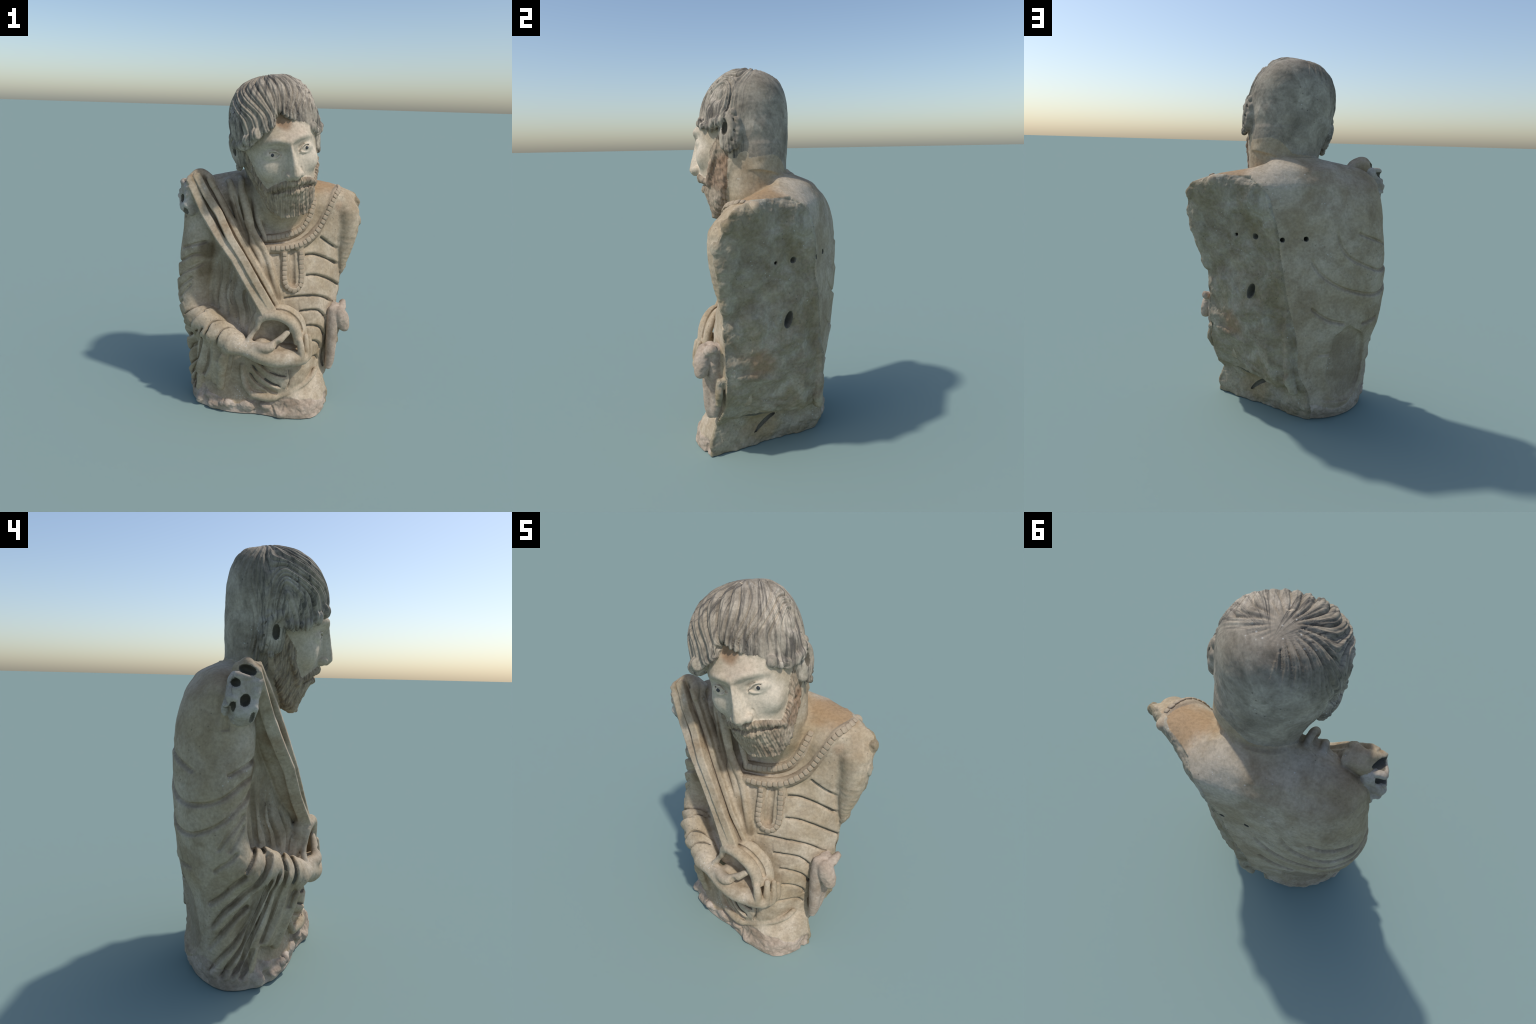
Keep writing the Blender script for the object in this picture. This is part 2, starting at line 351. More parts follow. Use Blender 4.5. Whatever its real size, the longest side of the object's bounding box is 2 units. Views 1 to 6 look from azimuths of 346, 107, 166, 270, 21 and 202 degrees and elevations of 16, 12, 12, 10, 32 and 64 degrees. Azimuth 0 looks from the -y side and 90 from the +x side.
def head(c):
    P = c.P
    i = c.near((-.35,-.42,1.18), (.35,.25,2.03), .05)
    if not len(i): return
    L = hl(P[i])
    H = Clay(L)
    H.d[:] = loft(L, L[:, 2], face_poly, -.430, .15); H.lab[:] = ID["head"]
    j = np.arange(len(L))
    H.put(j, loft(L, L[:, 2], ell_poly(SKULL), -.20, .332), None, 0.02)
    # nose with wings and nostrils
    n = H.near((-.07,-.32,-.23), (.07,-.15,.04), .03)
    if len(n): H.put(n, loft(L[n], L[n, 2], nose_poly, -.203, .015), "head", 0.012)
    for s in (-1, 1):
        H.ell((s*.035,-.243,-.178), (.017,.026,.020), "head", .008)
        H.ell((s*.019,-.262,-.205), (.010,.018,.014), "head", .004, cut=True)
        H.tube([(s*.050,-.218,-.150),(s*.058,-.216,-.185),(s*.045,-.225,-.205)], .004, None, .006, cut=True)
        # brow ridge, socket, lids
        H.tube([(s*.010,-.256,-.004),(s*.05,-.246,.012),(s*.09,-.224,.012),(s*.135,-.178,-.002)], [.012,.014,.013,.008], "head", .016)
        H.ell((s*.092,-.232,-.050), (.046,.022,.022), "head", .016, cut=True)
        H.ell((s*.095,-.190,-.054), (.040,.029,.026), "head", .010)
        H.tube([(s*.052,-.228,-.064),(s*.072,-.226,-.042),(s*.098,-.217,-.034),(s*.135,-.183,-.050)], .0050, "head", .005)
        H.tube([(s*.054,-.228,-.060),(s*.074,-.225,-.046),(s*.098,-.217,-.040),(s*.130,-.186,-.052)], .0035, None, .003, cut=True)
        H.tube([(s*.056,-.224,-.066),(s*.080,-.218,-.076),(s*.108,-.203,-.074),(s*.134,-.181,-.056)], .0035, "head", .010)
        H.ell((s*.105,-.150,-.125), (.062,.055,.065), "head", .03)
        H.ell((s*.050,-.228,-.063), (.006,.012,.006), None, .004, cut=True)
    # moustache, lips and beard mass
    for s in (-1, 1):
        H.tube([(0,-.222,-.224),(s*.045,-.207,-.222),(s*.095,-.168,-.236),(s*.138,-.122,-.262)], [.018,.019,.018,.012], "beard", .008)
        H.tube([(0,-.199,-.280),(s*.03,-.193,-.278),(s*.06,-.176,-.276)], [.015,.013,.008], "beard", .008)
        H.tube([(0,-.215,-.256),(s*.05,-.192,-.257),(s*.11,-.15,-.268)], .009, None, .005, cut=True)
        H.tube([(s*.188,-.06,-.07),(s*.182,-.085,-.15),(s*.158,-.11,-.22),(s*.135,-.12,-.27)], [.008,.012,.014,.012], "beard", .012)
    # ears
    for s in (-1, 1):
        ring = [(s*.226,-.030,.010),(s*.240,-.016,.042),(s*.248,.012,.042),(s*.250,.032,.010),(s*.247,.032,-.042),(s*.233,.015,-.085),(s*.215,-.014,-.095),(s*.210,-.030,-.050)]
        H.tube(ring + ring[:1], [.015,.017,.018,.019,.018,.019,.018,.013,.015], "ear", .008)
        H.ell((s*.222,.008,-.03), (.032,.042,.080), "ear", .01)
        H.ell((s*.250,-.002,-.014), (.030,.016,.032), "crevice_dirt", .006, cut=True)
        H.ell((s*.225,.050,-.03), (.026,.03,.085), "ear", .02)
        for y_, z_, r_ in ((-.012,.062,.024),(.026,.058,.024),(.052,.020,.022),(.056,-.030,.022),(.048,-.078,.020),(.020,-.112,.018)):
            H.ell((s*.236,y_,z_), (r_*.8,r_,r_), "hair", .008)
            H.tube([(s*(.236+r_*.75),y_-r_*.5,z_+r_*.3),(s*(.236+r_*.85),y_,z_-r_*.1),(s*(.236+r_*.7),y_+r_*.5,z_-r_*.4)], .0045, None, .004, n=2, cut=True)
    # beard label: below a curved cheek line
    line = np.interp(np.abs(L[:, 0]), [0,.04,.10,.14,.17,.20,.3], [-.245,-.24,-.245,-.235,-.16,-.02,.0])
    b = (L[:, 2] < line) & (L[:, 1] < .005 - .1*np.clip(-.15-L[:, 2], 0, 1)) & np.isin(H.lab, [ID["head"]])
    H.lab[b] = ID["beard"]
    # hair: shell over the crown, cut below by the fringe line
    h = hair_dist(L)
    az = np.arctan2(np.abs(L[:, 0]), -(L[:, 1] - .0))
    zf = np.where(L[:, 0] > 0, np.interp(az, FRINGE_AL, FRINGE_L), np.interp(az, FRINGE_AR, FRINGE_R))
    h = smax(h, (zf - L[:, 2]) * 0.8, .012)
    H.put(j, h, "hair", .006)
    back = (L[:, 1] > .03) & (L[:, 2] > -.17 + .05*np.sin(L[:, 0]*14)) & (H.lab == ID["head"])
    H.lab[back] = ID["hair"]; H.lab[(L[:, 1] > .0) & (H.lab == ID["head"])] = ID["neck"]
    H.tube([(-.012,-.04,.345),(-.025,-.085,.330),(-.035,-.140,.300),(-.022,-.195,.245),(-.018,-.222,.205),(-.024,-.240,.160),(-.027,-.225,.110)], [.004,.008,.010,.011,.013,.018,.026], None, .012, cut=True)
    # curls along the fringe
    rng = np.random.default_rng(5)
    for s, prof, pa in ((1, FRINGE_L, FRINGE_AL), (-1, FRINGE_R, FRINGE_AR)):
        for a in ((44, 53, 62, 71, 80, 89) if s > 0 else (37, 48, 57, 66, 76, 87)):
            ar = math.radians(a); z0 = np.interp(ar, pa, prof)
            r = float(hair_reach(s*ar, max(z0 + .03, -.05))[0])
            q = V(s*r*math.sin(ar), -r*math.cos(ar), z0 + .022 + rng.uniform(-.004, .008))
            rr = rng.uniform(.021, .029)
            H.ell(q*[.985,.985,1], (rr, rr, rr*.95), "hair", .010)
            nrm = V(s*math.sin(ar), -math.cos(ar), 0); tx = np.cross(nrm, V(0,0,1))
            sp = [q + nrm*rr*.92 + (tx*math.cos(u) + V(0,0,1)*math.sin(u))*rr*(.75-.09*u) for u in np.linspace(0, 6.5, 9)]
            H.tube(sp, .0045, None, .004, n=2, cut=True)
    # bring to the world
    c.put(i, H.d, None, .025)
    m = H.d < c.d[i] + .006; l = c.lab[i]; l[m] = H.lab[m]; c.lab[i] = l

def left_sleeve(c):
    c.tube([(.43,.045,1.30),(.473,-.002,1.21),(.475,-.015,1.08),(.458,-.02,.95),(.446,-.022,.855)], [.055,.078,.066,.044,.020], "sleeve", .02)
    c.ell((.545,-.01,1.17), (.02,.03,.03), "fracture_face", .012)
    c.ell((.548,.035,1.27), (.025,.03,.035), "fracture_face", .012)
    c.tube([(.385,-.055,1.30),(.402,-.075,1.18),(.405,-.065,1.05),(.420,-.052,.93),(.436,-.045,.84)], [.006,.011,.012,.010,.006], None, .016, cut=True)

def mantle(c):
    edge = [(-.19,.09,1.415),(-.195,.0,1.415),(-.203,-.045,1.37),(-.175,-.075,1.25),(-.146,-.090,1.141),(-.075,-.125,1.02),(-.045,-.150,.93),(-.02,-.178,.82),(.006,-.205,.705)]
    c.tube(edge, [.016,.018,.02,.022,.020,.018,.017,.016,.012], "mantle", .024)
    c.tube([(-.26,.08,1.40),(-.26,.01,1.395),(-.23,-.035,1.25),(-.19,-.065,1.12),(-.115,-.125,1.0),(-.08,-.155,.88),(-.03,-.19,.72)], [.016,.018,.020,.018,.016,.016,.012], "mantle", .026)
    c.tube([(-.12,.06,1.42),(-.122,-.01,1.37),(-.11,-.03,1.27),(-.10,-.05,1.18),(-.06,-.085,1.08)], [.015,.018,.02,.018,.012], "mantle", .026)

OUTER = [(-.05,-.120,1.030),(.05,-.124,1.032),(.15,-.115,1.050),(.23,-.092,1.095),(.285,-.068,1.155),(.318,-.056,1.215),(.352,-.046,1.280),(.385,-.018,1.328),(.425,.050,1.345),(.44,.12,1.345)]
INNER = [(-.06,-.078,1.080),(.02,-.080,1.085),(.10,-.078,1.102),(.167,-.066,1.135),(.212,-.050,1.195),(.240,-.030,1.265),(.262,.020,1.330),(.275,.080,1.365)]
def collar(c):
    c.tube(np.array(OUTER) + V(-.004,.012,-.004), .029, "collar", .004)
    c.tube(np.array(INNER) + V(-.004,.012,-.004), .027, "collar", .004)

PLACKET = [(.042,-.124,1.02),(.041,-.142,.93),(.040,-.163,.845),(.060,-.172,.805),(.103,-.172,.787),(.140,-.158,.812),(.150,-.143,.86),(.148,-.128,.94),(.146,-.114,1.03)]
def placket(c):
    c.tube(np.array(PLACKET) + V(0,.008,0), .024, "placket", .004)
    c.tube([(.095,-.122,1.02),(.095,-.15,.92),(.095,-.165,.83)], .018, "placket", .008, cut=True)

def book(c):
    R = roty(math.radians(-3))
    c.tube([(.372,-.145,.625),(.368,-.155,.55),(.368,-.158,.42),(.366,-.160,.30),(.360,-.160,.255)], [.034,.036,.034,.028,.022], "book", .01)
    c.tube([(.400,-.105,.630),(.395,-.115,.52),(.392,-.110,.42),(.380,-.115,.32),(.368,-.13,.265)], [.034,.036,.030,.026,.022], "book", .02)
    c.ell((.425,-.165,.575), (.046,.042,.085), "book", .008, rot=roty(math.radians(-22)))
    c.tube([(.455,-.09,.655),(.44,-.12,.64),(.42,-.14,.62)], [.022,.026,.02], "book", .012)
    c.tube([(.425,-.07,.47),(.425,-.08,.40),(.41,-.09,.34)], [.02,.018,.014], "fracture_face", .015)
    c.tube([(.318,-.10,.60),(.318,-.10,.45),(.322,-.10,.30),(.335,-.11,.22)], [.016,.016,.016,.012], None, .008, cut=True)

def arm_and_sleeve(c):
    c.tube([(-.46,.11,.68),(-.455,.06,.585),(-.39,-.05,.555),(-.31,-.150,.51),(-.255,-.205,.495)], [.08,.088,.090,.076,.062], "forearm", .03)
    # pleats hanging from the forearm, with the cloth between them
    c.tube([(-.285,-.195,.50),(-.315,-.185,.40),(-.325,-.150,.27),(-.325,-.115,.155)], [.046,.036,.030,.024], "hanging_sleeve", .02)
    c.tube([(-.345,-.140,.52),(-.365,-.110,.38),(-.38,-.075,.26),(-.39,-.062,.20)], [.046,.040,.030,.022], "hanging_sleeve", .016)
    c.tube([(-.40,-.070,.52),(-.41,-.040,.38),(-.425,-.010,.22),(-.43,.010,.09)], [.045,.035,.030,.025], "hanging_sleeve", .02)
    c.tube([(-.315,-.15,.50),(-.34,-.135,.38),(-.35,-.10,.26),(-.355,-.085,.18)], [.04,.035,.03,.02], "hanging_sleeve", .02)
    c.tube([(-.37,-.09,.50),(-.385,-.065,.36),(-.40,-.03,.22)], [.04,.035,.03], "hanging_sleeve", .02)
    c.tube([(-.27,-.13,.40),(-.285,-.130,.28),(-.295,-.105,.17)], [.024,.022,.016], "hanging_sleeve", .012)

    # deep gaps behind and before the hanging cuff
    c.tube([(-.432,-.058,.185),(-.410,-.095,.277),(-.400,-.135,.394),(-.395,-.165,.49)], [.012,.022,.022,.012], None, .010, cut=True)
    c.tube([(-.288,-.205,.415),(-.285,-.175,.32),(-.288,-.145,.23),(-.292,-.130,.16)], [.012,.018,.016,.008], None, .010, cut=True)

def lower_drape(c):
    # rolled hem across the hip, loop of cloth under the hand
    c.tube([(-.14,-.212,.132),(-.05,-.258,.125),(.04,-.262,.150),(.15,-.250,.185),(.225,-.222,.225),(.262,-.195,.262)], [.022,.022,.020,.018,.016,.014], "mantle", .008)
    c.tube([(-.20,-.165,.31),(-.195,-.180,.23),(-.172,-.198,.165),(-.14,-.212,.130)], [.016,.018,.018,.016], "mantle", .010)
    c.ell((.02,-.20,.235), (.11,.08,.09), "mantle", .03)

SC_L = [(-.497,-.002,1.415),(-.462,-.030,1.33),(-.425,-.058,1.241),(-.345,-.115,1.10),(-.268,-.165,.99),(-.184,-.210,.835),(-.105,-.268,.69)]
SC_M = [(-.455,.005,1.440),(-.40,-.045,1.33),(-.34,-.085,1.235),(-.282,-.135,1.10),(-.215,-.175,.99),(-.137,-.218,.845),(-.055,-.262,.70)]
SC_R = [(-.385,-.015,1.42),(-.335,-.045,1.32),(-.285,-.075,1.22),(-.225,-.120,1.10),(-.165,-.160,.99),(-.092,-.210,.86),(-.012,-.232,.71)]
def scroll(c):
    a, m, b = np.array(SC_L) + V(.006,.006,0), np.array(SC_M), np.array(SC_R) + V(0,.010,0)
    bk = V(.016, .042, .0)
    for p, q, t in ((a, m, .5), (m, b, .4), (m, b, .75)):
        c.tube(p*(1-t) + q*t + bk, .028, "scroll", .006)
    c.tube((a+b)/2 + V(.01,.06,0), .045, "scroll", .01)
    c.bar(a + V(0,.004,0), .024, .028, (1,-.1,0), "scroll")
    c.bar(m + V(0,.002,0), .022, .028, (1,-.1,0), "scroll")
    c.bar(b + V(0,.006,0), .014, .024, (1,-.1,0), "scroll")
    # curled top and its hooked lip
    c.tube([(-.49,.005,1.42),(-.45,.035,1.445),(-.42,.04,1.447),(-.385,.01,1.43),(-.365,-.025,1.385)], [.022,.028,.030,.024,.016], "scroll", .008)
    c.box((-.40,.060,1.395), (.045,.03,.055), "scroll", .02, rot=roty(.5), rnd=.02)
    # loop round the hand: front rim, back rim, band between them
    F = np.array([(-.138,-.256,.595),(-.124,-.264,.645),(-.088,-.276,.676),(-.032,-.293,.680),(.024,-.305,.657),(.064,-.312,.616),(.084,-.316,.567),(.090,-.322,.520)])
    B = np.array([(-.06,-.215,.660),(-.04,-.222,.685),(-.01,-.230,.702),(.042,-.238,.697),(.090,-.247,.668),(.128,-.253,.622),(.144,-.259,.570),(.146,-.268,.520)])
    c.ell((.0,-.185,.555), (.12,.055,.11), "scroll", .02)
    for t in (.2, .4, .6, .8):
        c.tube((F*(1-t) + B*t)[2:], .017, "scroll", .008)
    c.tube(F, [.014,.020,.029,.031,.031,.030,.028,.024], "scroll", .006); c.tube(B[1:], .020, "scroll", .006)
    c.tube((F*.45 + B*.55)[2:-1]*V(1.03,1.035,1.010), .012, None, .005, cut=True)
    c.tube([(-.138,-.256,.60),(-.165,-.250,.555),(-.195,-.256,.505)], [.014,.014,.020], "scroll", .01)
    c.tube([(-.105,-.240,.70),(-.13,-.215,.62),(-.15,-.19,.52)], [.03,.032,.03], "scroll", .02)
    c.ell((-.036,-.285,.578), (.082,.075,.074), None, .008, cut=True)
    # broken knob on the shoulder
    K = rotz(.25)
    c.box((-.482,.060,1.315), (.052,.064,.092), "scroll_knob", .012, rot=K @ rotx(.25), rnd=.022)
    c.ell((-.480,.068,1.255), (.046,.058,.052), "scroll_knob", .015)
    for q, h, R in (((-.545,.13,1.42),(.06,.04,.08),roty(.6)), ((-.55,-.01,1.40),(.03,.05,.03),roty(-.5) @ rotz(.4)), ((-.555,.12,1.23),(.05,.04,.05),rotz(.5))):
        c.box(q, h, None, .006, rot=R, rnd=.004, cut=True)
    for q, r in (((-.535,.045,1.305),(.05,.021,.025)), ((-.525,.085,1.375),(.05,.022,.018)), ((-.50,.040,1.425),(.055,.040,.020)), ((-.53,.015,1.235),(.03,.011,.026)), ((-.53,.095,1.28),(.03,.014,.024))):
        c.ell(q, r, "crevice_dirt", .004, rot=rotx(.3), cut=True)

def hand(c):
    c.tube([(-.285,-.215,.475),(-.20,-.250,.468),(-.12,-.285,.440),(-.03,-.312,.418),(.07,-.322,.415),(.12,-.318,.415)], [.050,.048,.055,.054,.050,.046], "hand", .015)
    c.tube([(-.10,-.24,.47),(0,-.25,.43),(.08,-.26,.42)], [.05,.05,.05], "hand", .02)
    c.tube([(-.16,-.275,.485),(-.09,-.322,.495),(-.03,-.322,.530),(.028,-.314,.578)], [.034,.030,.021,.016], "hand", .012)
    # fingers curled up over the band
    for k, p, r in (((.085,-.345,.42),(.104,-.358,.46),(.021,.021)), ): pass
    c.tube([(.06,-.345,.425),(.105,-.347,.435),(.106,-.347,.48),(.098,-.342,.535)], [.026,.024,.021,.017], "hand", .006)
    c.tube([(.10,-.33,.405),(.140,-.323,.415),(.146,-.318,.47),(.145,-.306,.545)], [.025,.023,.020,.015], "hand", .005)
    c.tube([(.12,-.31,.390),(.168,-.298,.405),(.176,-.292,.46),(.172,-.280,.530)], [.025,.022,.019,.014], "hand", .005)
    c.tube([(.12,-.285,.385),(.178,-.270,.405),(.190,-.262,.45),(.186,-.258,.505)], [.024,.020,.018,.013], "hand", .005)
    c.tube([(-.06,-.37,.57),(-.02,-.34,.50),(.04,-.335,.48)], [.018,.022,.02], None, .01, cut=True)

def folds(c):
    dn = (0, -.2, -1)
    for pts in (   # bands of cloth across the chest and belly
        [(.28,-.082,1.085),(.34,-.060,1.04),(.41,-.041,.995)],
        [(.175,-.117,.982),(.23,-.108,.985),(.31,-.083,.955),(.424,-.038,.892)],
        [(.175,-.144,.864),(.25,-.132,.860),(.34,-.095,.820),(.445,-.037,.752)],
        [(.03,-.186,.738),(.13,-.184,.748),(.25,-.155,.735),(.34,-.105,.690),(.39,-.085,.640)],
        [(.13,-.200,.655),(.2,-.178,.655),(.27,-.15,.635),(.33,-.128,.570)],
        [(.17,-.195,.560),(.23,-.178,.552),(.29,-.145,.515),(.312,-.127,.455)],
        [(.185,-.205,.455),(.24,-.178,.450),(.29,-.150,.410),(.305,-.140,.368)],
        [(.12,-.245,.335),(.2,-.215,.345),(.27,-.165,.335),(.30,-.135,.292)]):
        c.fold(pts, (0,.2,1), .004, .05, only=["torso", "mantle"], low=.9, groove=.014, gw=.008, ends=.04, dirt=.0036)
    A = ["torso", "arm", "forearm", "hanging_sleeve", "plinth"]
    for pts in (   # bands that sweep from the back round the right arm
        [(-.181,.373,1.125),(-.200,.377,1.043),(-.250,.371,.967),(-.349,.337,.913),(-.448,.284,.868),(-.522,.212,.874),(-.552,.156,.893),(-.546,.107,.912),(-.521,.066,.937),(-.481,.034,.964),(-.40,.010,.978)],
        [(-.044,.373,.969),(-.076,.380,.901),(-.141,.384,.842),(-.226,.377,.793),(-.362,.332,.750),(-.470,.265,.735),(-.540,.200,.765),(-.560,.151,.792),(-.548,.094,.826),(-.520,.060,.855),(-.463,.030,.885),(-.39,.025,.93)],
        [(-.055,.376,.690),(-.106,.374,.646),(-.174,.368,.608),(-.264,.352,.585)],
        [(-.363,.317,.570),(-.427,.287,.581),(-.476,.254,.589)],
        [(-.537,.108,.993),(-.523,.076,1.006),(-.492,.039,1.022),(-.38,.002,1.056)],
        [(-.300,.345,1.09),(-.368,.321,1.060),(-.439,.281,1.029),(-.486,.241,1.004)]):
        c.fold(pts, (0,-.1,-1), .0055, .05, only=A, low=.7, groove=.014, gw=.008, ends=.07)
    for pts in (   # finer creases of the upper arm and elbow
        [(-.555,.150,.68),(-.565,.119,.725),(-.550,.086,.757),(-.521,.056,.788),(-.470,.035,.83)],
        [(-.555,.100,.675),(-.545,.075,.705),(-.520,.050,.745),(-.480,.035,.780)],
        [(-.556,.113,.825),(-.531,.073,.858),(-.489,.041,.890),(-.42,.020,.925)],
        [(-.540,.169,.580),(-.554,.138,.611),(-.556,.097,.638),(-.53,.06,.675)]):
        c.fold(pts, (0,.5,-1), .005, .035, only=A, low=.8, groove=.013, ends=.08)
    for pts, h in (   # drapery fanning down from the forearm
        ([(-.486,.190,.414),(-.516,.139,.455),(-.527,.078,.513),(-.525,.020,.575)], .011),
        ([(-.473,.181,.286),(-.505,.115,.390),(-.485,.025,.453),(-.485,-.030,.527),(-.475,-.067,.588),(-.41,-.070,.640)], .018),
        ([(-.451,.192,.185),(-.490,.126,.285),(-.480,.065,.352),(-.447,.004,.399)], .010),
        ([(-.437,.193,.063),(-.480,.126,.172),(-.470,.051,.255),(-.432,-.010,.351),(-.465,-.065,.55)], .012),
        ([(-.465,.138,.046),(-.476,.087,.142),(-.445,.013,.254),(-.430,-.035,.384),(-.455,-.09,.551)], .011),
        ([(-.470,.086,.053),(-.457,.031,.158),(-.440,-.018,.278),(-.430,-.060,.399),(-.430,-.125,.572)], .010),
        ([(-.465,.048,.051),(-.455,.011,.122),(-.445,-.013,.205)], .008),
        ([(-.425,-.046,.198),(-.400,-.077,.277),(-.395,-.113,.394),(-.40,-.150,.557)], .012),
        ([(-.355,-.175,.345),(-.351,-.188,.400),(-.345,-.215,.433)], .010)):
        c.fold(pts, (0,-.75,-.65), h*1.1, .030, only=A, low=1.0, groove=.016, gw=.009, ends=.06)
    for pts in (   # wrinkles over the forearm
        [(-.352,.006,.652),(-.44,-.010,.648),(-.50,-.0,.622),(-.53,.035,.571)],
        [(-.339,-.033,.634),(-.430,-.055,.633),(-.468,-.055,.61),(-.495,-.030,.557)],
        [(-.201,-.136,.570),(-.36,-.135,.598),(-.395,-.14,.575),(-.395,-.125,.472)],
        [(-.25,-.17,.555),(-.32,-.185,.565),(-.345,-.19,.53),(-.34,-.17,.46)]):
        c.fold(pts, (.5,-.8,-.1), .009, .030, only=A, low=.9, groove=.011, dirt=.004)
    for pts in (   # upright pleats of the tunic beside the scroll
        [(-.333,-.009,.95),(-.339,-.018,.807),(-.343,-.019,.70),(-.335,-.025,.62)],
        [(-.274,-.073,.95),(-.309,-.058,.763),(-.294,-.075,.687),(-.283,-.079,.600)],
        [(-.25,-.10,.88),(-.270,-.095,.735),(-.242,-.116,.671),(-.225,-.121,.570)],
        [(-.19,-.14,.80),(-.195,-.145,.734),(-.165,-.16,.652),(-.17,-.155,.54)]):
        c.fold(pts, (-.6,-.7,0), .007, .028, only=["torso", "arm", "mantle", "scroll"], low=.8, groove=.014, gw=.010)
    for pts in (   # swirls of the gathered cloth under the hand
        [(-.16,-.20,.335),(-.12,-.235,.27),(-.05,-.275,.225),(.02,-.285,.20)],
        [(-.14,-.21,.37),(-.08,-.25,.31),(0,-.275,.28),(.05,-.27,.27)],
        [(-.17,-.19,.28),(-.13,-.225,.21),(-.06,-.27,.17),(.0,-.28,.16)],
        [(.06,-.27,.32),(.07,-.278,.25),(.05,-.28,.18)]):
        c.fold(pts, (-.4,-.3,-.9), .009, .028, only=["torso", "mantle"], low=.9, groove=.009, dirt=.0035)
    for e in ([(-.185,-.045,1.36),(-.155,-.065,1.25),(-.125,-.075,1.16)], [(-.25,-.03,1.36),(-.205,-.06,1.2),(-.15,-.10,1.05)]):
        c.fold(e, (1,-.3,0), .006, .02, only=["mantle", "torso"], groove=.008)

def fracture(c):
    """the broken left side: everything outside the old skin on that side is raw stone"""
    P = c.P
    zs = sorted(SECT); rows = np.array([SECT[k] for k in zs])
    a = hermite(zs, rows[:, -1], P[:, 2]); b = hermite(zs, rows[:, 0], P[:, 2])
    e = b - a; n = np.c_[e[:, 1], -e[:, 0]]; n /= np.linalg.norm(n, axis=1)[:, None] + 1e-9
    off = ((P[:, :2] - a) * n).sum(1)
    t = ((P[:, :2] - a) * e).sum(1) / ((e**2).sum(1) + 1e-9)
    m = (off > -.012) & (t > -.02) & (t < 1.02) & (P[:, 2] < 1.375) & np.isin(c.lab, [ID["torso"], ID["sleeve"], ID["plinth"]])
    m &= (P[:, 2] > .2) | (off > -.012)
    c.lab[m] = ID["fracture_face"]
    # ribs and hollows of the break
    F = "fracture_face"
    c.tube([(.075,.345,.64),(.060,.345,.52),(.052,.345,.40),(.045,.345,.29),(.020,.335,.215)], [.010,.020,.024,.026,.024], F, .015)
    c.tube([(.40,.0,.50),(.31,.10,.47),(.22,.20,.435)], [.012,.016,.012], F, .03)
    c.ell((.33,.125,.33), (.10,.05,.07), None, .04, rot=rotz(math.radians(-47)), cut=True)
    c.ell((.43,.06,.62), (.08,.03,.09), None, .04, rot=rotz(math.radians(-47)), cut=True)
    c.tube([(.33,-.08,.197),(.22,.05,.200),(.12,.17,.196),(.02,.27,.190)], [.008,.013,.014,.008], "crevice_dirt", .006, cut=True)  # undercut along the ledge, given the dark tone
    # sunken patch low on the back
    i = c.near((-.45,.15,.1), (-.15,.36,.58), .02)
    if len(i):
        q = P[i]; u = np.hypot((q[:, 0] + .30)/.125, (q[:, 2] - .33)/.225) + .12*noise(q, 14, 77)
        c.d[i] += .020*sstep(1.05, .93, u)*(q[:, 1] > .1)
    c.fold([(-.113,.346,.408),(-.152,.342,.408),(-.204,.336,.406)], (0,0,-1), .005, .02, groove=.006)
    c.fold([(-.144,.330,.130),(-.234,.320,.112),(-.335,.283,.109)], (0,0,-1), .006, .03, groove=.004)
    # drilled and broken holes
    for q, r in (((.305,.177,1.065),(.010,.03,.010)), ((.245,.272,1.064),(.017,.06,.016)),
                 ((.104,.338,1.059),(.012,.05,.012)), ((-.02,.346,1.063),(.012,.05,.012)),
                 ((.262,.252,.762),(.022,.075,.046))):
        ang = math.radians(-45 if q[0] > .12 else 0)
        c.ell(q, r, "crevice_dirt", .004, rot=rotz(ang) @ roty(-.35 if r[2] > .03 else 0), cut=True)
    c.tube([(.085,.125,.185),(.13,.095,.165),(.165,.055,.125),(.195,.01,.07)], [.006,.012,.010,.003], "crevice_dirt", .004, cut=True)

def plinth(c):
    # broken lumps and notches along the ragged front of the foot
    for q, r in (((-.365,-.110,.030),(.045,.024,.022)), ((-.445,-.040,.045),(.022,.030,.034)), ((-.29,-.160,.060),(.040,.020,.020)), ((-.17,-.200,.050),(.050,.022,.030)),
                 ((-.07,-.240,.060),(.030,.024,.022)), ((.02,-.285,.030),(.034,.024,.020)), ((-.39,-.070,.080),(.026,.022,.016))):
        c.ell(q, r, "plinth", .028, rot=rotz(-.35))
    for a, b, r in (((-.31,-.185,.0),(-.305,-.15,.08),.014), ((-.02,-.30,.0),(-.03,-.25,.07),.013), ((-.41,-.10,.0),(-.415,-.06,.06),.012), ((-.14,-.24,.0),(-.13,-.2,.05),.012), ((.33,-.21,.0),(.33,-.2,.05),.012)):
        c.tube([a, b], [r, r*.4], None, .008, n=1, cut=True)

